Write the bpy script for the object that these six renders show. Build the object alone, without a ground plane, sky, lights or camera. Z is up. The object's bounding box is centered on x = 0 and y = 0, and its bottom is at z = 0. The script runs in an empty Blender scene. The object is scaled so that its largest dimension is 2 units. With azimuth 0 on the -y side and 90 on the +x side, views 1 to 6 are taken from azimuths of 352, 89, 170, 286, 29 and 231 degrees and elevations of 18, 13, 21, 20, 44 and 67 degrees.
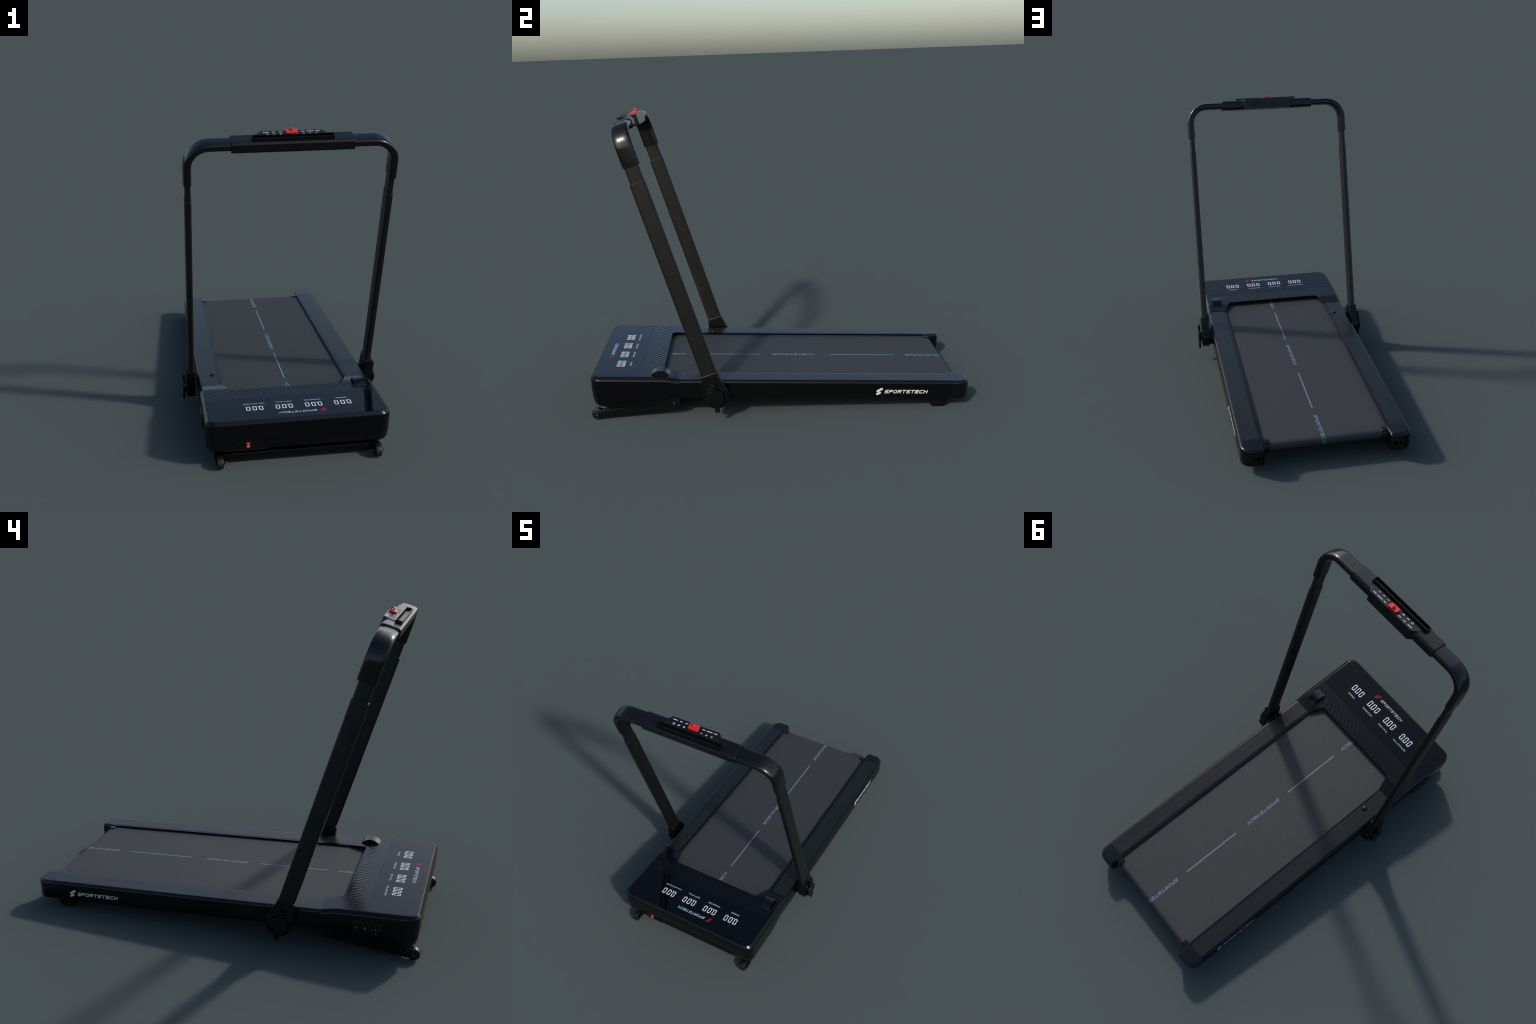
# Folding walking treadmill: flat running deck, display console, upright handlebar.
# Everything of the deck is built in a deck frame (x, s along the deck, h above the belt)
# that is tilted nose-up; the handlebar is built in its own leaning frame (x, w, t).
import bpy, bmesh, math
from mathutils import Vector, Matrix

PI = math.pi
DECK_TILT = math.atan(0.0503)
DECK = Matrix.Translation((0, 0, 0.1787)) @ Matrix.Rotation(-DECK_TILT, 4, 'X')
ARM_LEAN = math.radians(16.55)
ARM = Matrix.Translation((0.0025, -0.3425, 0.139)) @ Matrix.Rotation(ARM_LEAN, 4, 'X')
WORLD = Matrix.Identity(4)

# ------------------------------------------------------------------ materials

def material(name, color, rough=0.4, spec=0.5, metallic=0.0, coat=0.0, coat_rough=0.03,
             vary=0.0, vary_scale=(40, 40, 40), bump=0.0, bump_scale=(400, 400, 400),
             rough_vary=0.0):
    m = bpy.data.materials.new(name)
    m.use_nodes = True
    nt = m.node_tree
    b = nt.nodes["Principled BSDF"]
    b.inputs["Base Color"].default_value = (*color, 1)
    b.inputs["Roughness"].default_value = rough
    b.inputs["Specular IOR Level"].default_value = spec
    b.inputs["Metallic"].default_value = metallic
    b.inputs["Coat Weight"].default_value = coat
    b.inputs["Coat Roughness"].default_value = coat_rough
    tc = nt.nodes.new("ShaderNodeTexCoord")

    def noise(scale, detail=3.0):
        mp = nt.nodes.new("ShaderNodeMapping")
        mp.inputs["Scale"].default_value = scale
        nt.links.new(tc.outputs["Object"], mp.inputs["Vector"])
        n = nt.nodes.new("ShaderNodeTexNoise")
        n.inputs["Scale"].default_value = 1.0
        n.inputs["Detail"].default_value = detail
        nt.links.new(mp.outputs["Vector"], n.inputs["Vector"])
        return n
    if vary > 0 or rough_vary > 0:
        n = noise(vary_scale)
        if vary > 0:
            r = nt.nodes.new("ShaderNodeValToRGB")
            r.color_ramp.elements[0].position = 0.3
            r.color_ramp.elements[1].position = 0.7
            r.color_ramp.elements[0].color = (*[c * (1 - vary) for c in color], 1)
            r.color_ramp.elements[1].color = (*[c * (1 + vary) for c in color], 1)
            nt.links.new(n.outputs["Fac"], r.inputs["Fac"])
            nt.links.new(r.outputs["Color"], b.inputs["Base Color"])
        if rough_vary > 0:
            mr = nt.nodes.new("ShaderNodeMapRange")
            mr.inputs["From Min"].default_value = 0.3
            mr.inputs["From Max"].default_value = 0.7
            mr.inputs["To Min"].default_value = rough - rough_vary
            mr.inputs["To Max"].default_value = rough + rough_vary
            nt.links.new(n.outputs["Fac"], mr.inputs["Value"])
            nt.links.new(mr.outputs["Result"], b.inputs["Roughness"])
    if bump > 0:
        n = noise(bump_scale, 2.0)
        bp = nt.nodes.new("ShaderNodeBump")
        bp.inputs["Strength"].default_value = bump
        bp.inputs["Distance"].default_value = 0.001
        nt.links.new(n.outputs["Fac"], bp.inputs["Height"])
        nt.links.new(bp.outputs["Normal"], b.inputs["Normal"])
    return m

M_SHELL = material("console_plastic", (0.0013, 0.0014, 0.0016), 0.19, 0.34, bump=0.03)
M_GLASS = material("display_glass", (0.0012, 0.0015, 0.0024), 0.04, 0.28)
M_WINDOW = material("display_window_film", (0.0028, 0.0028, 0.0030), 0.12, 0.30)
M_STRIP = material("ribbed_plastic", (0.0016, 0.0018, 0.0023), 0.19, 0.32)
M_RAIL = material("rail_aluminium", (0.0082, 0.0080, 0.0075), 0.30, 0.42, vary=0.12,
                  vary_scale=(120, 1.5, 120), rough_vary=0.035)
M_RAILSIDE = material("rail_lacquer", (0.0012, 0.0013, 0.0014), 0.24, 0.34)
M_CAP = material("end_cap_plastic", (0.0018, 0.0020, 0.0026), 0.17, 0.45)
M_BELT = material("belt_rubber", (0.0345, 0.0355, 0.0370), 0.60, 0.30, vary=0.34,
                  vary_scale=(210, 210, 210), bump=1.0, bump_scale=(190, 190, 190))
M_PRINT = material("belt_print", (0.140, 0.200, 0.290), 0.55, 0.25)
M_LOGO = material("logo_pale_print", (0.29, 0.35, 0.44), 0.4, 0.25)
M_WHITE = material("side_logo_white", (0.58, 0.57, 0.555), 0.45, 0.3)
M_LED = material("digit_white", (0.76, 0.745, 0.82), 0.4, 0.25)
M_LOGORED = material("logo_red", (0.27, 0.007, 0.012), 0.35, 0.2)
M_RED = material("safety_red", (0.56, 0.020, 0.018), 0.33, 0.4)
M_TUBE = material("tube_paint", (0.0026, 0.0025, 0.0024), 0.40, 0.50, vary=0.1,
                  vary_scale=(60, 60, 8))
M_SLEEVE = material("grip_vinyl", (0.0028, 0.0028, 0.0031), 0.24, 0.45, bump=0.03)
M_PAD = material("grip_cover_plastic", (0.0033, 0.0033, 0.0036), 0.27, 0.42)
M_KEYPAD = material("keypad_face", (0.0048, 0.0048, 0.0054), 0.26, 0.42)
M_BLACK = material("black_plastic", (0.0011, 0.0011, 0.0011), 0.33, 0.34)
M_DARK = material("dark_void", (0.0006, 0.0006, 0.0006), 0.8, 0.1)
M_TYRE = material("wheel_rubber", (0.0045, 0.0045, 0.0045), 0.40, 0.45)
M_STEEL = material("bolt_steel", (0.10, 0.10, 0.10), 0.35, 0.5, metallic=0.7)
M_ICON = material("icon_white", (0.58, 0.58, 0.60), 0.45, 0.3)
M_ICONDIM = material("icon_grey", (0.22, 0.24, 0.26), 0.5, 0.3)

# ------------------------------------------------------------------ scene tree

root = bpy.data.objects.new("walking_treadmill", None)
bpy.context.scene.collection.objects.link(root)
root["label"] = "black folding walking treadmill with upright handlebar and display console"
root["category"] = "treadmill"


def link(name, me, mat, frame=WORLD, parent=None, local=None):
    ob = bpy.data.objects.new(name, me)
    bpy.context.scene.collection.objects.link(ob)
    if mat is not None and len(me.materials) == 0:
        me.materials.append(mat)
    ob.parent = parent if parent is not None else root
    world = frame @ local if local is not None else frame.copy()
    if parent is not None:
        ob.matrix_parent_inverse = Matrix.Identity(4)
        ob.matrix_local = PARENT_W[parent.name].inverted() @ world
    else:
        ob.matrix_local = world
    PARENT_W[ob.name] = world
    if mat is not M_BELT:
        wn = ob.modifiers.new("face_weighted_normals", 'WEIGHTED_NORMAL')
        wn.mode = 'FACE_AREA_WITH_ANGLE'
        wn.weight = 80
        wn.keep_sharp = True
    return ob

PARENT_W = {root.name: Matrix.Identity(4)}


def finish(bm, name, angle=38, recalc=True):
    if recalc:
        bmesh.ops.recalc_face_normals(bm, faces=bm.faces[:])
    for f in bm.faces:
        f.smooth = True
    me = bpy.data.meshes.new(name)
    bm.to_mesh(me)
    bm.free()
    me.set_sharp_from_angle(angle=math.radians(angle))
    return me

# ------------------------------------------------------------------ 2D outlines

def arc(cx, cy, r, a0, a1, n=8):
    return [(cx + r * math.cos(a0 + (a1 - a0) * i / n), cy + r * math.sin(a0 + (a1 - a0) * i / n))
            for i in range(n + 1)]


def rrect(x0, x1, y0, y1, r, n=6):
    """Rounded rectangle; r = one radius or four (x1y1, x0y1, x0y0, x1y0)."""
    rs = r if isinstance(r, (tuple, list)) else (r,) * 4
    out = []
    for (cx, cy, a, rr) in ((x1, y1, 0, rs[0]), (x0, y1, PI / 2, rs[1]), (x0, y0, PI, rs[2]), (x1, y0, 1.5 * PI, rs[3])):
        sx = -1 if cx == x1 else 1
        sy = -1 if cy == y1 else 1
        if rr <= 1e-6:
            out.append((cx, cy))
        else:
            out += arc(cx + sx * rr, cy + sy * rr, rr, a, a + PI / 2, n)
    return out


def circle(cx, cy, r, n=32):
    return [(cx + r * math.cos(2 * PI * i / n), cy + r * math.sin(2 * PI * i / n)) for i in range(n)]


def capsule(ax, ay, bx, by, r, n=8):
    a = math.atan2(by - ay, bx - ax)
    return arc(bx, by, r, a - PI / 2, a + PI / 2, n) + arc(ax, ay, r, a + PI / 2, a + 1.5 * PI, n)

# how an outline's (u, v) and its extrusion k become (x, y, z)
AX = {
    'top': lambda u, v, k: (u, v, k),      # outline in plan, extruded up
    'side': lambda u, v, k: (k, u, v),     # outline in side view, extruded along x
    'front': lambda u, v, k: (u, k, v),    # outline in front view, extruded along y
}


def prism_bm(pts, k0, k1, ax='top'):
    bm = bmesh.new()
    f = AX[ax]
    a = [bm.verts.new(f(u, v, k0)) for u, v in pts]
    b = [bm.verts.new(f(u, v, k1)) for u, v in pts]
    n = len(pts)
    bm.faces.new(a)
    bm.faces.new(b)
    for i in range(n):
        bm.faces.new((a[i], a[(i + 1) % n], b[(i + 1) % n], b[i]))
    bmesh.ops.recalc_face_normals(bm, faces=bm.faces[:])
    return bm


def bevel(bm, width, segs=3, sel=None, min_angle=30):
    es = [e for e in bm.edges if len(e.link_faces) == 2 and e.calc_face_angle(0) > math.radians(min_angle)
          and (sel is None or sel(e))]
    bmesh.ops.bevel(bm, geom=es, offset=width, segments=segs, profile=0.5, affect='EDGES', clamp_overlap=True)


def prism(name, pts, k0, k1, mat, frame=WORLD, ax='top', bev=0.0, segs=3, sel=None, parent=None, angle=38, local=None):
    bm = prism_bm(pts, k0, k1, ax)
    if bev > 0:
        bevel(bm, bev, segs, sel)
    return link(name, finish(bm, name, angle), mat, frame, parent, local)


def box(name, x0, x1, y0, y1, z0, z1, mat, frame=WORLD, bev=0.002, segs=2, parent=None):
    return prism(name, [(x0, y0), (x1, y0), (x1, y1), (x0, y1)], z0, z1, mat, frame, 'top', bev, segs, parent=parent)


def loft(rings, closed=True, caps=True):
    bm = bmesh.new()
    rows = [[bm.verts.new(p) for p in r] for r in rings]
    n = len(rows[0])
    for a, b in zip(rows, rows[1:]):
        for i in range(n if closed else n - 1):
            j = (i + 1) % n
            bm.faces.new((a[i], a[j], b[j], b[i]))
    if caps:
        bm.faces.new(rows[0])
        bm.faces.new(rows[-1])
    bmesh.ops.recalc_face_normals(bm, faces=bm.faces[:])
    return bm


def cylinder_x(name, y, z, r, x0, x1, mat, frame=WORLD, bev=0.002, n=40, parent=None):
    return prism(name, circle(y, z, r, n), x0, x1, mat, frame, 'side', bev, 3, parent=parent)


def cut(bm, cutters):
    """Boolean difference of several closed prisms from a bmesh."""
    me = bpy.data.meshes.new("work")
    bm.to_mesh(me)
    bm.free()
    ob = bpy.data.objects.new("work", me)
    bpy.context.scene.collection.objects.link(ob)
    tools = []
    for c in cutters:
        cm = bpy.data.meshes.new("tool")
        c.to_mesh(cm)
        c.free()
        co = bpy.data.objects.new("tool", cm)
        bpy.context.scene.collection.objects.link(co)
        md = ob.modifiers.new("cut", 'BOOLEAN')
        md.operation = 'DIFFERENCE'
        md.solver = 'EXACT'
        md.object = co
        tools.append(co)
    dg = bpy.context.evaluated_depsgraph_get()
    out = bmesh.new()
    ev = ob.evaluated_get(dg)
    out.from_mesh(ev.to_mesh())
    ev.to_mesh_clear()
    bpy.data.objects.remove(ob)
    for t in tools:
        bpy.data.objects.remove(t)
    bmesh.ops.remove_doubles(out, verts=out.verts[:], dist=1e-5)
    return out


def smooth(a, b, x):
    t = max(0.0, min(1.0, (x - a) / (b - a)))
    return t * t * (3 - 2 * t)

# ------------------------------------------------------------------ lettering

def text_bm(body, length, cap, slant=0.0, bold=0.0, spacing=1.0, thick=0.0006):
    """Word set in the built-in font, fitted to a length and a capital height, lying in (u, v)."""
    cu = bpy.data.curves.new("word", 'FONT')
    cu.body = body
    cu.size = 1.0
    cu.shear = slant
    cu.offset = bold
    cu.space_character = spacing
    cu.resolution_u = 4
    cu.extrude = 0.05
    ob = bpy.data.objects.new("word", cu)
    bpy.context.scene.collection.objects.link(ob)
    dg = bpy.context.evaluated_depsgraph_get()
    ev = ob.evaluated_get(dg)
    bm = bmesh.new()
    bm.from_mesh(ev.to_mesh())
    ev.to_mesh_clear()
    bpy.data.objects.remove(ob)
    xs = [v.co.x for v in bm.verts]
    ys = [v.co.y for v in bm.verts]
    x0, x1, y0, y1 = min(xs), max(xs), min(ys), max(ys)
    for v in bm.verts:
        v.co.x = (v.co.x - x0) / (x1 - x0) * length
        v.co.y = (v.co.y - y0) / (y1 - y0) * cap
        v.co.z = 0.0 if v.co.z < 0 else thick
    return bm


def place(bm, fn):
    for v in bm.verts:
        v.co = Vector(fn(v.co.x, v.co.y, v.co.z))
    return bm

# layout helpers: (u right, v up, k out of the surface) -> deck coordinates
def on_panel(x0, s0, h):          # read by the walker: right is -x, up is -s
    return lambda u, v, k: (x0 - u, s0 - v, h + k)


def on_belt(x0, s0):              # letters run along the belt towards the rear, wrap over the roller
    def f(u, v, k):
        return belt_point(x0 - v, s0 + u, k)
    return f


def on_right(s0, h0, x):
    return lambda u, v, k: (x + k, s0 + u, h0 + v)


def on_left(s0, h0, x):
    return lambda u, v, k: (x - k, s0 - u, h0 + v)


def flat(name, pts, fn, mat, frame, thick=0.0006, parent=None):
    bm = prism_bm(pts, 0, thick, 'top')
    place(bm, fn)
    return link(name, finish(bm, name), mat, frame, parent)


def join_flats(name, shapes, fn, mat, frame, thick=0.0006, parent=None):
    out = bmesh.new()
    for pts in shapes:
        n = len(pts)
        a = [out.verts.new((u, v, 0)) for u, v in pts]
        b = [out.verts.new((u, v, thick)) for u, v in pts]
        out.faces.new(a)
        out.faces.new(b)
        for i in range(n):
            out.faces.new((a[i], a[(i + 1) % n], b[(i + 1) % n], b[i]))
    place(out, fn)
    return link(name, finish(out, name), mat, frame, parent)


def word(name, body, length, cap, fn, mat, frame, parent=None, **kw):
    bm = text_bm(body, length, cap, **kw)
    place(bm, fn)
    return link(name, finish(bm, name, 30), mat, frame, parent)

BRAND = "SPORTSTECH"


def stroke(pts, t, closed=False):
    """A pen stroke of even width along a polyline, as a strip of quads with mitred joints."""
    n = len(pts)
    left, right = [], []
    for i, (x, y) in enumerate(pts):
        if closed:
            a, b = pts[i - 1], pts[(i + 1) % n]
        else:
            a, b = pts[max(0, i - 1)], pts[min(n - 1, i + 1)]
        d0 = Vector((x - a[0], y - a[1]))
        d1 = Vector((b[0] - x, b[1] - y))
        d0 = d0.normalized() if d0.length > 1e-9 else d1.normalized()
        d1 = d1.normalized() if d1.length > 1e-9 else d0
        m = (d0 + d1).normalized()
        k = t / 2 / max(0.35, m.dot(d0))
        left.append((x - m.y * k, y + m.x * k))
        right.append((x + m.y * k, y - m.x * k))
    return [[left[i], left[(i + 1) % n], right[(i + 1) % n], right[i]] for i in range(n if closed else n - 1)]


def brand_letters(t=0.235, w=1.12):
    """Wide slanted capitals, one unit tall, each a set of strokes; returns advance widths too."""
    h = t / 2
    lo, mid, hi, l, r = h, 0.5, 1 - h, h, w - h
    bar = lambda x0, x1, y: [[(x0, y - h), (x1, y - h), (x1, y + h), (x0, y + h)]]
    stem = lambda x, y0, y1: [[(x - h, y0), (x + h, y0), (x + h, y1), (x - h, y1)]]
    q = 0.5 * (hi - mid)
    S = stroke([(r + h * 0.6, hi)] + [(l + q, hi)] + arc(l + q, hi - q, q, PI / 2, 1.5 * PI, 6)[1:] + arc(r - q, mid - q, q, PI / 2, -PI / 2, 6) + [(l - h * 0.6, lo)], t)
    bowl = stroke([(l + h, hi)] + arc(r - q, hi - q, q, PI / 2, -PI / 2, 6) + [(l + h, hi - 2 * q)], t)
    c = 0.30
    ring = arc(r - c, hi - c, c, 0, PI / 2, 5) + arc(l + c, hi - c, c, PI / 2, PI, 5) + arc(l + c, lo + c, c, PI, 1.5 * PI, 5) + arc(r - c, lo + c, c, 1.5 * PI, 2 * PI, 5)
    return {
        'S': S,
        'P': stem(l, 0, 1) + bowl,
        'R': stem(l, 0, 1) + bowl + [[(r - h * 1.9, hi - 2 * q - h), (r - h * 4.4, hi - 2 * q - h), (r - h * 1.1, 0), (r + h * 1.2, 0)]],
        'O': stroke(ring, t, True),
        'C': stroke([(r + h * 0.7, hi)] + arc(l + c, hi - c, c, PI / 2, PI, 6) + arc(l + c, lo + c, c, PI, 1.5 * PI, 6) + [(r + h * 0.7, lo)], t),
        'T': bar(0, w, hi) + stem(w / 2, 0, 1 - t),
        'E': stem(l, 0, 1) + bar(t, w, hi) + bar(t, w * 0.96, mid) + bar(t, w, lo),
        'H': stem(l, 0, 1) + stem(r, 0, 1) + bar(t, w - t, mid),
    }


def brand_shapes(length, cap, slant=0.36, gap=0.20):
    glyphs = brand_letters()
    w = 1.12
    total = len(BRAND) * w + (len(BRAND) - 1) * gap + slant
    sx = length / total
    out = []
    for i, ch in enumerate(BRAND):
        for quad in glyphs[ch]:
            out.append([((i * (w + gap) + x + slant * y) * sx, y * cap) for x, y in quad])
    return out


def brand_word(name, length, cap, fn, mat, frame, parent, thick=0.0005):
    return join_flats(name, brand_shapes(length, cap), fn, mat, frame, thick, parent)


def logo_mark(fn, mat, scale, parent):
    big = [(u * scale, v * scale) for u, v in capsule(0, 0, 0.0218, 0.0124, 0.0062)]
    small = [(u * scale, v * scale) for u, v in capsule(-0.0017, -0.0161, 0.0124, -0.0094, 0.0058)]
    join_flats("logo_mark", [big, small], fn, mat, DECK, parent=parent)

# ------------------------------------------------------------------ running belt

ROLL_S, ROLL_R = 0.923, 0.0255


def belt_point(x, s, k=0.0):
    """Point on the belt's outer face: s is arc length, running over the rear roller."""
    if s <= ROLL_S:
        return (x, s, k)
    a = (s - ROLL_S) / ROLL_R
    return (x, ROLL_S + (ROLL_R + k) * math.sin(a), -ROLL_R + (ROLL_R + k) * math.cos(a))

BELT_HW = 0.335
loop = [(-0.72 + (ROLL_S + 0.72) * i / 24, 0.0) for i in range(25)]
loop += arc(ROLL_S, -ROLL_R, ROLL_R, PI / 2, -PI / 2, 16)[1:]
loop += [(-0.72, -2 * ROLL_R)]
loop += arc(-0.72, -ROLL_R, ROLL_R, -PI / 2, -1.5 * PI, 10)[1:-1]
belt = prism("running_belt", loop, -BELT_HW, BELT_HW, M_BELT, DECK, 'side', angle=30)

PRINT_X = 0.0125
PERIOD = 0.7625
for i in range(2):
    s0 = -0.4605 + PERIOD * i
    flat("lane_dash", rrect(0, 0.3665, -0.0034, 0.0034, 0.0015, 3), on_belt(PRINT_X, s0), M_PRINT, DECK, 0.0005, belt)
for i in range(3):
    s0 = -0.7925 + PERIOD * i + (0.001 if i else 0.0285)
    brand_word("belt_lettering", 0.2445, 0.0195, on_belt(PRINT_X + 0.0098, s0), M_PRINT, DECK, belt)

# underside pan closing the deck between the rails
box("underside_pan", -0.345, 0.345, -0.60, 0.86, -0.078, -0.062, M_BLACK, DECK, 0.004)

# ------------------------------------------------------------------ side rails, end caps, feet

RAIL_OUT, RAIL_TOP, RAIL_BOT = 0.4480, 0.0115, -0.0885
CAP_S = 0.9065


def rail_profile(sx):
    p = [(0.3275, 0.0080), (0.3275, 0.0096), (0.3285, 0.0104), (0.3435, 0.0110), (0.3450, RAIL_TOP - 0.0001)]
    n = 64
    for i in range(n + 1):
        x = 0.3455 + (RAIL_OUT - 0.0165 - 0.3455) * i / n
        p.append((x, RAIL_TOP - 0.000028 * (1 - math.cos(2 * PI * 5 * i / n)) - 0.00003 * math.sin(2 * PI * 2.3 * i / n) ** 2 * (1 if 0 < i < n else 0)))
    p += arc(RAIL_OUT - 0.016, RAIL_TOP - 0.016, 0.016, PI / 2, 0, 7)
    p += arc(RAIL_OUT - 0.010, RAIL_BOT + 0.010, 0.010, 0, -PI / 2, 5)
    p += [(0.356, RAIL_BOT), (0.356, 0.0080)]
    return [(sx * u, v) for u, v in p]

for sx in (1, -1):
    bm = prism_bm(rail_profile(sx), -0.56, CAP_S, 'front')
    me = finish(bm, "side_rail", 28)
    me.materials.append(M_RAILSIDE)
    me.materials.append(M_RAIL)
    for f in me.polygons:
        c, n = f.center, f.normal
        if n.z > 0.95 and 0.3450 < abs(c.x) < RAIL_OUT - 0.014 and c.z > 0.011:
            f.material_index = 1
    rail = link("side_rail", me, None, DECK)

    # moulded end cap, flush with the rail, round on its outer rear corner
    def cap_outline(d):
        o = [(0.3290, CAP_S + 0.0006), (RAIL_OUT - d, CAP_S + 0.0006)]
        o += arc(RAIL_OUT - 0.058, 1.0012 - 0.058, 0.058 - d, 0, PI / 2, 12)
        o += arc(0.3285 + 0.018, 1.0012 - 0.018, 0.018 - d, PI / 2, PI, 6)
        return [(sx * u, v) for u, v in o]
    rt, rb = 0.016, 0.010
    levels = []
    for i in range(7):
        a = (PI / 2) * i / 6
        levels.append((RAIL_BOT + rb - rb * math.cos(a), rb - rb * math.sin(a)))
    for i in range(8):
        a = (PI / 2) * i / 7
        levels.append((RAIL_TOP - rt + rt * math.sin(a), rt - rt * math.cos(a)))
    bm = loft([[(u, v, h) for u, v in cap_outline(d)] for h, d in levels])
    tools = [prism_bm(rrect(sx * 0.3605 - 0.0100, sx * 0.3605 + 0.0100, -0.0520, -0.0300, 0.006, 4), 0.98, 1.02, 'front'),
             prism_bm(circle(sx * 0.3855, -0.041, 0.0072, 20), 0.98, 1.02, 'front')]
    bm = cut(bm, tools)
    cap = link("rail_end_cap", finish(bm, "rail_end_cap", 32), M_CAP, DECK)
    box("bolt_recess", min(sx * 0.346, sx * 0.398), max(sx * 0.346, sx * 0.398), 0.9775, 0.9805, -0.055, -0.027, M_DARK, DECK, 0, parent=cap)
    xg = sorted((sx * 0.2975, sx * 0.3310))
    guard = [(CAP_S + 0.001, 0.0062)] + arc(0.9313, -0.0180, 0.0242, PI / 2, 0, 8) + [(0.9555, -0.040), (0.950, -0.050), (0.930, -0.052), (CAP_S + 0.001, -0.052)]
    prism("roller_guard", guard, xg[0], xg[1], M_CAP, DECK, 'side', 0.0025, 3, parent=cap)
    cylinder_x("roller_shaft", 0.921, -0.0245, 0.007, min(sx * 0.30, sx * 0.34), max(sx * 0.30, sx * 0.34), M_BLACK, DECK, 0.001, 20, parent=cap)

    # rubber foot, ground flat on the floor
    def floor_h(s):
        return -(0.1787 - s * math.sin(DECK_TILT)) / math.cos(DECK_TILT)
    fp = [(0.788, -0.086), (0.793, -0.103), (0.801, floor_h(0.801) + 0.012), (0.809, floor_h(0.809) + 0.002), (0.815, floor_h(0.815)),
          (0.872, floor_h(0.872)), (0.879, floor_h(0.879) + 0.003), (0.885, floor_h(0.885) + 0.012), (0.889, -0.103), (0.893, -0.086)]
    xs = sorted((sx * 0.362, sx * 0.4260))
    foot = prism("rubber_foot", fp, xs[0], xs[1], M_BLACK, DECK, 'side', 0.003, 3)
    for hh in (-0.0975, -0.1175):
        box("foot_ridge", sx * 0.4265 - 0.0015, sx * 0.4265 + 0.0015, 0.802, 0.880, hh - 0.0018, hh + 0.0018, M_BLACK, DECK, 0.001, parent=foot)

    # writing on the outer face of the rail
    if sx > 0:
        pos = lambda u, v, k: on_right(0.5118, -0.0441, RAIL_OUT)(u, v, k)
    else:
        pos = lambda u, v, k: on_left(0.8000, -0.0441, -RAIL_OUT)(u, v, k)
    logo_mark(pos, M_WHITE, 1.0, rail)
    shift = lambda u, v, k, p=pos: p(u + 0.0345, v - 0.0122, k)
    brand_word("logo_lettering", 0.2325, 0.0195, shift, M_WHITE, DECK, rail)

# small push button on one rail
bt = loft([[(x, y, h) for x, y in circle(-0.3640, -0.3755, r, 24)] for h, r in
           ((0.010, 0.0165), (0.0130, 0.0162), (0.0160, 0.0145), (0.0180, 0.0112), (0.0190, 0.0070), (0.0193, 0.002))])
link("push_button", finish(bt, "push_button"), M_BLACK, DECK)

# ------------------------------------------------------------------ console housing

CON_REAR = -0.5265
LEVELS = [  # h, half width, front s, corner radius
    (-0.1470, 0.415, -0.935, 0.030), (-0.1450, 0.428, -0.952, 0.038), (-0.1380, 0.4385, -0.9655, 0.046),
    (-0.1280, 0.4440, -0.9730, 0.050), (-0.1170, 0.4465, -0.9770, 0.051), (-0.0900, 0.4495, -0.9835, 0.052), (-0.0400, 0.4520, -0.9895, 0.053),
    (0.0000, 0.4525, -0.9918, 0.053), (0.0085, 0.4508, -0.9915, 0.052), (0.0120, 0.4480, -0.9900, 0.050),
    (0.0228, 0.4358, -0.9820, 0.042), (0.0234, 0.4345, -0.9808, 0.041), (0.0237, 0.4325, -0.9790, 0.040)]
rings = []
for h, hw, sf, r in LEVELS:
    o = [(hw, CON_REAR), (-hw, CON_REAR)] + arc(-hw + r, sf + r, r, PI, 1.5 * PI, 10) + arc(hw - r, sf + r, r, 1.5 * PI, 2 * PI, 10)
    rings.append([(u, v, h) for u, v in o])
bm = loft(rings)
recess = [(-0.3305, -0.50), (-0.3255, -0.528), (-0.2985, -0.606), (-0.291, -0.615), (-0.280, -0.6175),
          (0.280, -0.6175), (0.291, -0.615), (0.2985, -0.606), (0.3255, -0.528), (0.3305, -0.50)]
panel_o = rrect(-0.4290, 0.4290, -0.9760, -0.6295, (0.032, 0.032, 0.036, 0.036), 8)
front_pocket = rrect(-0.331, 0.332, -0.16, -0.0745, 0.020, 6)
tools = [prism_bm(recess, -0.055, 0.1),
         prism_bm([(-0.342, -0.745), (0.342, -0.745), (0.342, -0.49), (-0.342, -0.49)], -0.0551, 0.0090),
         prism_bm(panel_o, 0.0207, 0.1),
         prism_bm(front_pocket, -1.05, -0.9745, 'front'),
         prism_bm([(-0.165, -0.1290), (0.331, -0.1290), (0.331, -0.2), (-0.145, -0.2)], -1.05, -0.90, 'front')]
bm = cut(bm, tools)
for j in range(12):
    bmesh.ops.bisect_plane(bm, geom=bm.verts[:] + bm.edges[:] + bm.faces[:], dist=1e-6,
                           plane_co=(0, -0.72 + 0.0166 * j, 0), plane_no=(0, 1, 0))
for v in bm.verts:
    s, h = v.co.y, v.co.z
    if h > -0.03:
        v.co.z -= 0.0092 * smooth(-0.605, CON_REAR, s) * smooth(-0.03, 0.014, h)
    if h < -0.05:
        v.co.z = -0.05 + (h + 0.05) * (1 - 0.535 * math.sin(PI / 2 * max(0.0, min(1.0, (s + 0.712) / 0.165))) ** 1.25)
console = link("console_housing", finish(bm, "console_housing", 30), M_SHELL, DECK)

# glass display panel, let into the top with a fine gap all round
SEAM = -0.7395
prism("display_panel", rrect(-0.4280, 0.4280, -0.9750, SEAM - 0.0008, (0.0, 0.0, 0.0355, 0.0355), 8), 0.0195, 0.0240,
      M_GLASS, DECK, 'top', 0.0006, 2, parent=console)

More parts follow.
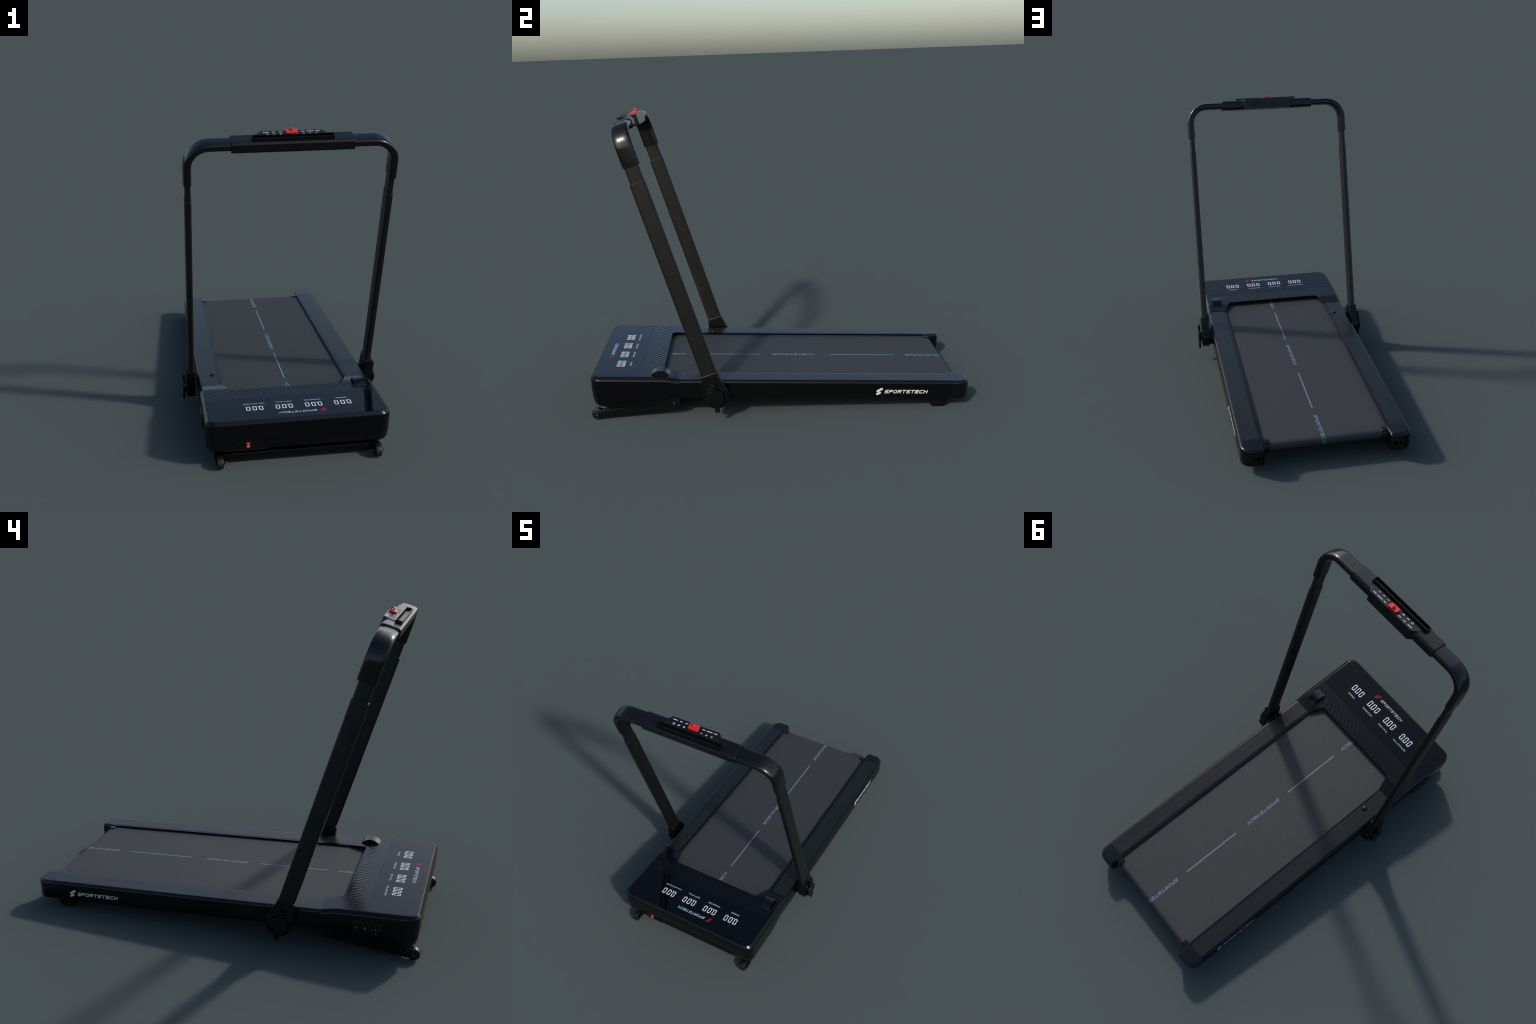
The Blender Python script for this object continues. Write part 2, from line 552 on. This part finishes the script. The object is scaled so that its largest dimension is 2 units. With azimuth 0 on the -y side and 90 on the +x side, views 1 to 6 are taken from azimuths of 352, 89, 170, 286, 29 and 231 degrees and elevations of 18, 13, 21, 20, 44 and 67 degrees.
# ribbed strip: slanting waves that fade out towards the display
RIB_PITCH, RIB_AMP = 0.03165, 0.0017
bm = bmesh.new()
NX, NS = 540, 26
s0, s1 = SEAM + 0.0008, -0.6305
rows = []
for j in range(NS + 1):
    s = s0 + (s1 - s0) * j / NS
    r = 0.030
    d = max(0.0, s - (s1 - r))
    hw = 0.4275 - (r - math.sqrt(max(0.0, r * r - d * d)))
    row = []
    for i in range(NX + 1):
        x = -hw + 2 * hw * i / NX
        ph = (x + 0.9 * s + 0.019) / RIB_PITCH
        q = ph - math.floor(ph)
        wave = (q / 0.72 if q < 0.72 else (1 - q) / 0.28)
        wave = wave * wave * (3 - 2 * wave) - 0.5
        fade = smooth(-0.724, -0.648, s) * (1 - smooth(-0.6460, -0.6315, s))
        fade *= smooth(0, 0.03, 0.4275 - abs(x)) * (0.75 + 0.25 * smooth(0.43, 0.2, abs(x)))
        row.append(bm.verts.new((x, s, 0.0237 + RIB_AMP * wave * fade)))
    rows.append(row)
for a, b in zip(rows, rows[1:]):
    for i in range(NX):
        bm.faces.new((a[i], a[i + 1], b[i + 1], b[i]))
border = [e for e in bm.edges if e.is_boundary]
ext = bmesh.ops.extrude_edge_only(bm, edges=border)
for v in [g for g in ext["geom"] if isinstance(g, bmesh.types.BMVert)]:
    v.co.z = 0.0200
link("ribbed_strip", finish(bm, "ribbed_strip", 50), M_STRIP, DECK, console)

# arched lift grip on the strip's right end: hollow shell with a dark core
R = 0.0650
cs, ch = -0.6300, 0.0460 - R
a0 = math.acos((0.0205 - ch) / R)
outer = arc(cs, ch, R, PI / 2 + a0, PI / 2 - a0, 20)
inner = arc(cs, ch, R - 0.0055, PI / 2 - a0 * 0.94, PI / 2 + a0 * 0.94, 20)
grip = prism("lift_grip", outer + inner, 0.3455, 0.4055, M_CAP, DECK, 'side', 0.0012, 2, parent=console)
prism("lift_grip_core", arc(cs, ch, R - 0.005, PI / 2 + a0, PI / 2 - a0, 16), 0.3500, 0.4010, M_BLACK, DECK, 'side', parent=console)

# power block in the front pocket
FACE = -0.9745
plate = prism("power_plate", rrect(-0.288, -0.178, -0.128, -0.079, 0.004, 3), FACE - 0.0035, FACE + 0.01, M_BLACK, DECK, 'front', 0.001, 2, parent=console)
prism("rocker_switch", [(-0.2580, -0.1165), (-0.2410, -0.1165), (-0.2410, -0.0910), (-0.2580, -0.0910)],
      FACE - 0.0075, FACE, M_RED, DECK, 'front', 0.0012, 2, parent=console)
box("rocker_tilt", -0.2570, -0.2420, FACE - 0.0095, FACE - 0.006, -0.1010, -0.0918, M_RED, DECK, 0.001, parent=console)
join_flats("switch_marks", [circle(-0.2495, -0.1020, 0.0016, 12), rrect(-0.2525, -0.2508, -0.1135, -0.1075, 0.0003, 2), rrect(-0.2488, -0.2470, -0.1135, -0.1075, 0.0003, 2)],
           lambda u, v, k: (u, FACE - 0.0094 - k if v > -0.104 else FACE - 0.0075 - k, v), M_ICON, DECK, 0.0004, console)
prism("power_inlet", rrect(-0.2165, -0.1915, -0.1235, -0.0860, (0.006, 0.001, 0.001, 0.006), 4), FACE - 0.0060, FACE, M_BLACK, DECK, 'front', 0.001, 2, parent=console)
prism("inlet_socket", rrect(-0.2145, -0.1935, -0.1215, -0.0880, (0.005, 0.001, 0.001, 0.005), 4), FACE - 0.0066, FACE, M_DARK, DECK, 'front', parent=console)
for (px, ph) in ((-0.2090, -0.0920), (-0.2000, -0.1040), (-0.2090, -0.1150)):
    prism("inlet_pin", circle(px, ph, 0.0017, 12), FACE - 0.0090, FACE, M_STEEL, DECK, 'front', parent=console)
prism("fuse_holder", circle(-0.3020, -0.0900, 0.0125, 28), FACE - 0.0050, FACE, M_BLACK, DECK, 'front', 0.0015, 2, parent=console)
prism("fuse_cap", circle(-0.3020, -0.0900, 0.0070, 24), FACE - 0.0085, FACE, M_BLACK, DECK, 'front', 0.0015, 2, parent=console)

# --- what the display shows
PH = 0.0240


def seven_segment_zero(u0, v0, w=0.0208, hgt=0.0430, t=0.0048):
    """The six lit segments of a zero with mitred ends."""
    g, m = 0.0005, hgt / 2
    segs = []
    c = t * 0.55
    segs.append([(c, 0), (w - c, 0), (w - t, t), (t, t)])
    segs.append([(t, hgt - t), (w - t, hgt - t), (w - c, hgt), (c, hgt)])
    for lo, hi, up in ((0, m, False), (m, hgt, True)):
        y0 = c if not up else m + g + t * 0.10
        y1 = m - g - t * 0.10 if not up else hgt - c
        for left in (True, False):
            if not up:
                p = [(0, y0), (t, t + g), (t, y1 - t * 0.25), (t * 0.5, y1), (0, y1 - t * 0.25)]
            else:
                p = [(0, y0 + t * 0.25), (t * 0.5, y0), (t, y0 + t * 0.25), (t, hgt - t - g), (0, y1)]
            segs.append(p if left else [(w - x, y) for x, y in p])
    return [[(u0 + x, v0 + y) for x, y in s] for s in segs]

LABELS = (("SPEED", 0.0560), ("TIME/STEP", 0.0850), ("DIST./PUL.", 0.0830), ("CAL./INCLINE", 0.1080))
for i, (label, length) in enumerate(LABELS):
    xl = 0.2815 - 0.1462 * i
    win = prism("display_window", rrect(xl - 0.0985, xl + 0.0095, -0.8830, -0.8235, 0.001, 2), PH - 0.0005, PH + 0.0002, M_WINDOW, DECK, 'top', parent=console)
    for d in range(3):
        join_flats("led_digit", seven_segment_zero(0.0317 * d, 0), on_panel(xl, -0.8322, PH + 0.0002), M_LED, DECK, 0.0004, console)
    flat("led_point", rrect(0.0222, 0.0268, 0.0, 0.0046, 0.0008, 2), on_panel(xl, -0.8322, PH + 0.0002), M_LED, DECK, 0.0004, console)
    word("display_label", label, length, 0.0098, on_panel(xl - 0.0415 + length / 2 + 0.002, -0.7968, PH), M_LOGO, DECK, console, bold=0.028, spacing=1.04, thick=0.0004)
brand_word("logo_lettering", 0.1900, 0.0178, on_panel(0.1000, -0.9115, PH), M_LOGO, DECK, console, 0.0004)
mk = on_panel(0.1365, -0.9215, PH)
logo_mark(mk, M_LOGORED, 0.86, console)

# --- remote control clipped to the left side
XR = -0.4475
remote = prism("remote_control", capsule(-0.7055, -0.0510, -0.7860, -0.0510, 0.0345, 12), XR - 0.0115, XR + 0.004, M_BLACK, DECK, 'side', 0.004, 4, parent=console)
prism("remote_cradle", capsule(-0.7055, -0.0510, -0.7860, -0.0510, 0.0385, 12), XR - 0.0050, XR + 0.006, M_SHELL, DECK, 'side', 0.002, 2, parent=console)
XF = XR - 0.0115
prism("direction_pad", circle(-0.7905, -0.0520, 0.0225, 32), XF - 0.0012, XF + 0.002, M_BLACK, DECK, 'side', 0.001, 2, parent=remote)
prism("direction_pad_centre", circle(-0.7905, -0.0520, 0.0090, 24), XF - 0.0024, XF, M_BLACK, DECK, 'side', 0.001, 2, parent=remote)
on_remote = lambda u, v, k: (XF - 0.0012 - k, u, v)
join_flats("remote_marks", [circle(-0.7905, -0.0345, 0.0020, 3), circle(-0.7905, -0.0695, 0.0020, 10), circle(-0.7720, -0.0525, 0.0018, 10),
                            circle(-0.8085, -0.0520, 0.0020, 10), rrect(-0.7935, -0.7875, -0.0550, -0.0490, 0.001, 2)],
           lambda u, v, k: (XF - 0.0026 - k, u, v), M_ICONDIM, DECK, 0.0003, remote)


def ring_shapes(cu, cv, ro, ri, n=20, start=0.0, end=2 * PI):
    out = []
    for i in range(n):
        a, b = start + (end - start) * i / n, start + (end - start) * (i + 1) / n
        out.append([(cu + ro * math.cos(a), cv + ro * math.sin(a)), (cu + ro * math.cos(b), cv + ro * math.sin(b)),
                    (cu + ri * math.cos(b), cv + ri * math.sin(b)), (cu + ri * math.cos(a), cv + ri * math.sin(a))])
    return out
join_flats("remote_marks", ring_shapes(-0.7395, -0.0517, 0.0052, 0.0032), lambda u, v, k: (XF - k, u, v), M_ICONDIM, DECK, 0.0004, remote)
word("remote_letter", "P", 0.0065, 0.0090, lambda u, v, k: (XF - k, -0.6970 - u, -0.0560 + v), M_ICONDIM, DECK, remote, bold=0.02, thick=0.0004)

# ------------------------------------------------------------------ front wheels on their swing struts

WX = 0.0045
strut_side = [(-0.952, 0.018), (-0.945, 0.0140), (-0.930, 0.0152), (-0.795, 0.0290), (-0.673, 0.0398), (-0.575, 0.0470), (-0.550, 0.0510), (-0.534, 0.0620), (-0.5285, 0.0760),
              (-0.532, 0.092), (-0.545, 0.102), (-0.565, 0.104), (-0.640, 0.091), (-0.700, 0.0760), (-0.930, 0.0500), (-0.948, 0.0480)]
for sx in (1, -1):
    cx = WX + sx * 0.3890
    xs = sorted((WX + sx * 0.376, WX + sx * 0.4085))
    strut = prism("wheel_strut", strut_side, xs[0], xs[1], M_BLACK, WORLD, 'side', 0.002, 2)
    for q in (-1, 1):
        x = cx + q * 0.0205
        fork = [(-0.925, 0.013), (-0.965, 0.019), (-0.978, 0.024), (-0.982, 0.032), (-0.978, 0.041), (-0.967, 0.045), (-0.940, 0.050), (-0.925, 0.0505)]
        prism("wheel_fork", fork, x - 0.0025, x + 0.0025, M_BLACK, WORLD, 'side', 0.001, 2, parent=strut)
        cylinder_x("axle_nut", -0.969, 0.0315, 0.0075, min(x, x + q * 0.008), max(x, x + q * 0.008), M_TYRE, WORLD, 0.002, 6, parent=strut)
        cylinder_x("axle_tip", -0.969, 0.0315, 0.0038, min(x, x + q * 0.0125), max(x, x + q * 0.0125), M_STEEL, WORLD, 0.001, 16, parent=strut)
    prof = [(-0.016, 0.004), (-0.0155, 0.0265), (-0.0135, 0.0300), (-0.010, 0.0313), (0.010, 0.0313), (0.0135, 0.0300), (0.0155, 0.0265), (0.016, 0.004)]
    rings = []
    for i in range(48):
        a = 2 * PI * i / 48
        rings.append([(cx + u, -0.969 + r * math.cos(a), 0.0313 + r * math.sin(a)) for u, r in prof])
    bm = bmesh.new()
    rows = [[bm.verts.new(p) for p in r] for r in rings]
    for i in range(48):
        a, b = rows[i], rows[(i + 1) % 48]
        for j in range(len(prof) - 1):
            bm.faces.new((a[j], a[j + 1], b[j + 1], b[j]))
    link("transport_wheel", finish(bm, "transport_wheel", 35), M_TYRE)
    # pivot bolt
    xo = WX + sx * 0.4065
    cylinder_x("pivot_washer", -0.562, 0.0770, 0.0110, min(xo, xo + sx * 0.003), max(xo, xo + sx * 0.003), M_BLACK, WORLD, 0.001, 28, parent=strut)
    cylinder_x("pivot_bolt", -0.562, 0.0770, 0.0070, min(xo, xo + sx * 0.009), max(xo, xo + sx * 0.009), M_TYRE, WORLD, 0.0015, 6, parent=strut)
    cylinder_x("pivot_bolt_tip", -0.562, 0.0770, 0.0036, min(xo, xo + sx * 0.014), max(xo, xo + sx * 0.014), M_STEEL, WORLD, 0.001, 16, parent=strut)
    # bracket that hangs the strut under the deck
    xs = sorted((WX + sx * 0.355, WX + sx * 0.371))
    prism("strut_hanger", [(-0.590, 0.125), (-0.590, 0.085), (-0.575, 0.062), (-0.550, 0.060), (-0.528, 0.075), (-0.525, 0.125)], xs[0], xs[1], M_BLACK, WORLD, 'side', 0.002, 2)
bar = prism("wheel_crossbar", rrect(-0.930, -0.896, 0.0120, 0.0515, 0.004, 3), WX - 0.372, WX + 0.372, M_BLACK, WORLD, 'side', 0.001, 2)

# ------------------------------------------------------------------ handlebar (leaning frame: x, w across, t up)

AXIS_W = 0.0086


def rect_tube(name, x, wid_x, wid_w, wc, t0, t1, r, mat, bev=0.002, parent=None):
    sg = lambda c: (1 if c >= 0 else -1)
    o = [(x + wid_x / 2 * sg(math.cos(q)) * abs(math.cos(q)) ** 0.46, wc + wid_w / 2 * sg(math.sin(q)) * abs(math.sin(q)) ** 0.55)
         for q in [2 * PI * i / 44 for i in range(44)]]
    return prism(name, o, t0, t1, mat, ARM, 'top', bev, 2, parent=parent, angle=45)

for sx in (1, -1):
    up = rect_tube("upright_tube", sx * 0.4830, 0.0335, 0.0810, AXIS_W + 0.0012, 0.05, 1.1715, 0.0085, M_TUBE, 0.0015)
    rect_tube("telescopic_tube", sx * 0.4830, 0.0285, 0.0720, AXIS_W + 0.002, 1.16, 1.32, 0.0075, M_TUBE, 0.0005, parent=up)

# bent padded grip: rounded-rectangle section swept over both corners
LEGX, BARH, BR, TH, WD, GW = 0.4842, 1.4465, 0.102, 0.0395, 0.0885, 0.0120
path = []
for t in (1.2555, 1.2563, 1.2580, 1.30):
    path.append((LEGX, t, 0.0))
for i in range(15):
    a = (PI / 2) * i / 14
    path.append((LEGX - BR + BR * math.cos(a), BARH - BR + BR * math.sin(a), a))
full = path + [(-x, t, PI - a) for x, t, a in reversed(path)]
sgn = lambda c: (1 if c >= 0 else -1)
sec = [(TH / 2 * sgn(math.cos(q)) * abs(math.cos(q)) ** 0.5, WD / 2 * sgn(math.sin(q)) * abs(math.sin(q)) ** 0.66)
       for q in [2 * PI * i / 48 for i in range(48)]]
rings = []
N = len(full)
for i, (x, t, a) in enumerate(full):
    k = min(i, N - 1 - i)
    sc = (0.93, 0.965, 1.0)[k] if k < 3 else 1.0
    # a: direction turned from straight up towards the inside; the section normal points outwards
    nx, nt = math.cos(a), math.sin(a)
    rings.append([(x + nx * u * sc, GW + v * (0.97 + 0.03 * sc if sc < 1 else 1), t + nt * u * sc) for u, v in sec])
grip_bm = loft(rings)
grip = link("handle_grip", finish(grip_bm, "handle_grip", 50), M_SLEEVE, ARM)

# moulded cover around the middle of the bar
PAD_T0, PAD_T1, PAD_W0, PAD_W1, PAD_X = 1.4180, 1.4728, -0.0370, 0.0605, 0.2845
cover = prism("handle_cover", rrect(PAD_W0, PAD_W1, PAD_T0, PAD_T1, (0.0170, 0.0150, 0.0150, 0.0170), 7), -PAD_X, PAD_X, M_PAD, ARM, 'side', 0.0022, 3, angle=45)
prism("cover_inlay", rrect(-0.272, 0.272, -0.0190, 0.0420, 0.002, 2), PAD_T1 - 0.002, PAD_T1 + 0.0007, M_PAD, ARM, 'top', 0.0004, 1, parent=cover)

# control unit behind the bar
KT = 1.4765
kp = [(-0.1660, 0.0100), (0.1660, 0.0100), (0.1660, 0.0410), (0.1440, 0.0690), (0.1405, 0.0725), (-0.1405, 0.0725), (-0.1440, 0.0690), (-0.1660, 0.0410)]
bm = prism_bm(kp, 1.4165, KT)
for v in bm.verts:
    if v.co.z < 1.45:
        v.co.x *= 0.965 if abs(v.co.x) > 0.15 else 1.0
bevel(bm, 0.0015, 2)
keypad = link("control_unit", finish(bm, "control_unit"), M_KEYPAD, ARM)
on_keys = lambda x0, w0: (lambda u, v, k: (x0 - u, w0 - v, KT + k))
W_ICON, W_CAP = 0.0330, 0.0560
ICON_X = (0.1135, 0.0830, 0.0530, -0.0520, -0.0830, -0.1130)
CAP_LEN = (0.0210, 0.0330, 0.0165, 0.0165, 0.0165, 0.0280)
CAP_X = (0.1235, 0.0880, 0.0535, -0.0490, -0.0820, -0.1180)
for x, L in zip(CAP_X, CAP_LEN):
    flat("key_caption", rrect(-L / 2, L / 2, -0.0021, 0.0021, 0.0007, 2), on_keys(x, W_CAP + 0.0015), M_ICON, ARM, 0.0004, keypad)
for x in ICON_X:
    key = loft([[(x + r * 1.15 * math.cos(q), W_ICON + r * math.sin(q), KT - 0.0005 + z) for q in [2 * PI * i / 24 for i in range(24)]]
                for z, r in ((0.0, 0.0110), (0.0012, 0.0105), (0.0016, 0.0085), (0.0014, 0.0040))])
    link("key_button", finish(key, "key_button"), M_KEYPAD, ARM, keypad)
IK = KT + 0.0010
ik = lambda x: (lambda u, v, k: (x - u, W_ICON - v, IK + k))
# speaker, programme, slower, faster, mode and power symbols
join_flats("key_symbol", [circle(0, 0, 0.0042, 16)] + ring_shapes(0, 0, 0.0062, 0.0052), ik(ICON_X[0]), M_ICONDIM, ARM, 0.0006, keypad)
word("key_symbol", "P", 0.0095, 0.0100, lambda u, v, k: ik(ICON_X[1])(u - 0.0047, v - 0.005, k), M_ICON, ARM, keypad, bold=0.03, slant=0.2, thick=0.0006)
join_flats("key_symbol", [rrect(-0.0065, 0.0065, -0.0014, 0.0014, 0.0003, 2)], ik(ICON_X[2]), M_ICON, ARM, 0.0006, keypad)
join_flats("key_symbol", [rrect(-0.0060, 0.0060, -0.0017, 0.0017, 0.0003, 2), rrect(-0.0017, 0.0017, 0.0018, 0.0060, 0.0003, 2), rrect(-0.0017, 0.0017, -0.0060, -0.0018, 0.0003, 2)],
           ik(ICON_X[3]), M_ICON, ARM, 0.0006, keypad)
word("key_symbol", "M", 0.0125, 0.0100, lambda u, v, k: ik(ICON_X[4])(u - 0.0062, v - 0.005, k), M_ICON, ARM, keypad, bold=0.03, slant=0.2, thick=0.0006)
join_flats("key_symbol", ring_shapes(0, 0, 0.0066, 0.0048, 22, PI / 2 + 0.5, PI / 2 + 2 * PI - 0.5) + [rrect(-0.0010, 0.0010, 0.0005, 0.0080, 0.0003, 2)],
           ik(ICON_X[5]), M_ICON, ARM, 0.0006, keypad)

# magnetic safety key: block with a standing ring
key = prism("safety_key", rrect(-0.0285, 0.0285, 0.0310, 0.0675, 0.005, 4), KT - 0.001, KT + 0.0105, M_RED, ARM, 'top', 0.002, 3)
RW, RT, R0, R1 = 0.0555, KT + 0.0150, 0.0068, 0.0034
bm = bmesh.new()
rows = []
for i in range(32):
    a = 2 * PI * i / 32
    rows.append([bm.verts.new((R1 * 1.1 * math.cos(b), RW + (R0 + R1 * math.sin(b)) * math.cos(a), RT + (R0 + R1 * math.sin(b)) * math.sin(a)))
                 for b in [2 * PI * j / 14 for j in range(14)]])
for i in range(32):
    a, b = rows[i], rows[(i + 1) % 32]
    for j in range(14):
        bm.faces.new((a[j], a[(j + 1) % 14], b[(j + 1) % 14], b[j]))
link("key_ring", finish(bm, "key_ring", 60), M_RED, ARM, key)
prism("key_stem", rrect(-0.0040, 0.0040, 0.0480, 0.0630, 0.003, 4), KT + 0.008, KT + 0.0135, M_RED, ARM, 'top', 0.001, 2, parent=key)

# tablet slot: a long open tray with ribs along its rear wall
TX, TW0, TW1, TT = 0.1890, -0.0215, 0.0120, 1.4885
outer = prism_bm(rrect(-TX, TX, TW0, TW1, 0.003, 3), PAD_T1 - 0.002, TT)
bevel(outer, 0.001, 2)
bm = cut(outer, [prism_bm(rrect(-TX + 0.0035, TX - 0.0035, TW0 + 0.0035, TW1 - 0.0030, 0.002, 3), PAD_T1 + 0.0012, TT + 0.05)])
tray = link("tablet_tray", finish(bm, "tablet_tray", 32), M_BLACK, ARM)
for i in range(13):
    x = -0.168 + 0.028 * i
    box("tray_rib", x - 0.0012, x + 0.0012, TW1 - 0.0065, TW1 - 0.0025, PAD_T1 + 0.001, TT - 0.0012, M_BLACK, ARM, 0.0003, 1, parent=tray)
box("tray_liner", -TX + 0.0045, TX - 0.0045, TW0 + 0.0100, TW0 + 0.0150, PAD_T1 + 0.0005, PAD_T1 + 0.0050, M_PAD, ARM, 0.0004, 1, parent=tray)

# ------------------------------------------------------------------ hinges and locking levers

for sx in (1, -1):
    hinge_o = [(AXIS_W - 0.0410, 0.1250), (AXIS_W + 0.0410, 0.1250)]
    r = 0.0660
    a_r = math.radians(28)
    hinge_o = [(AXIS_W - 0.0415, 0.1250)] + arc(AXIS_W, 0.0, r, PI - math.radians(22), 2 * PI + math.radians(28), 30) + [(AXIS_W + 0.0415, 0.1250)]
    xs = sorted((sx * 0.4625, sx * 0.5050))
    hinge = prism("hinge_bracket", hinge_o, xs[0], xs[1], M_BLACK, ARM, 'side', 0.0035, 3)
    xf = sx * 0.5050
    panel = [(AXIS_W - 0.026, 0.114), (AXIS_W + 0.012, 0.114), (AXIS_W + 0.034, 0.058), (AXIS_W + 0.030, 0.030), (AXIS_W - 0.030, 0.030)]
    prism("hinge_inlay", panel, min(xf, xf + sx * 0.0028), max(xf, xf + sx * 0.0028), M_BLACK, ARM, 'side', 0.001, 2, parent=hinge)
    cylinder_x("hinge_ring", AXIS_W, 0.0, 0.0560, min(xf, xf + sx * 0.0045), max(xf, xf + sx * 0.0045), M_BLACK, ARM, 0.0025, 48, parent=hinge)
    cylinder_x("hinge_boss", AXIS_W, 0.0, 0.0570, min(sx * 0.425, sx * 0.445), max(sx * 0.425, sx * 0.466), M_BLACK, ARM, 0.002, 48, parent=hinge)
    cylinder_x("lever_hub", 0.0, 0.0, 0.0300, min(xf, xf + sx * 0.014), max(xf, xf + sx * 0.014), M_BLACK, ARM, 0.002, 32, parent=hinge)
    # lever: disc with two opposite tabs
    tilt = math.radians(-9)
    o = []
    w2, L, rd = 0.0130, 0.0770, 0.0440
    b = math.asin(w2 / rd)
    o += arc(0, 0, rd, -PI / 2 + b, PI / 2 - b, 18)
    o += arc(w2 - 0.005, L - 0.005, 0.005, 0, PI / 2, 4) + arc(-w2 + 0.005, L - 0.005, 0.005, PI / 2, PI, 4)
    o += arc(0, 0, rd, PI / 2 + b, 1.5 * PI - b, 18)
    o += arc(-w2 + 0.005, -L + 0.005, 0.005, PI, 1.5 * PI, 4) + arc(w2 - 0.005, -L + 0.005, 0.005, 1.5 * PI, 2 * PI, 4)
    o = [(0.003 + u * math.cos(tilt) - v * math.sin(tilt), u * math.sin(tilt) + v * math.cos(tilt)) for u, v in o]
    xa, xb = sx * 0.5165, sx * 0.5290
    prism("locking_lever", o, min(xa, xb), max(xa, xb), M_BLACK, ARM, 'side', 0.0025, 3, parent=hinge)
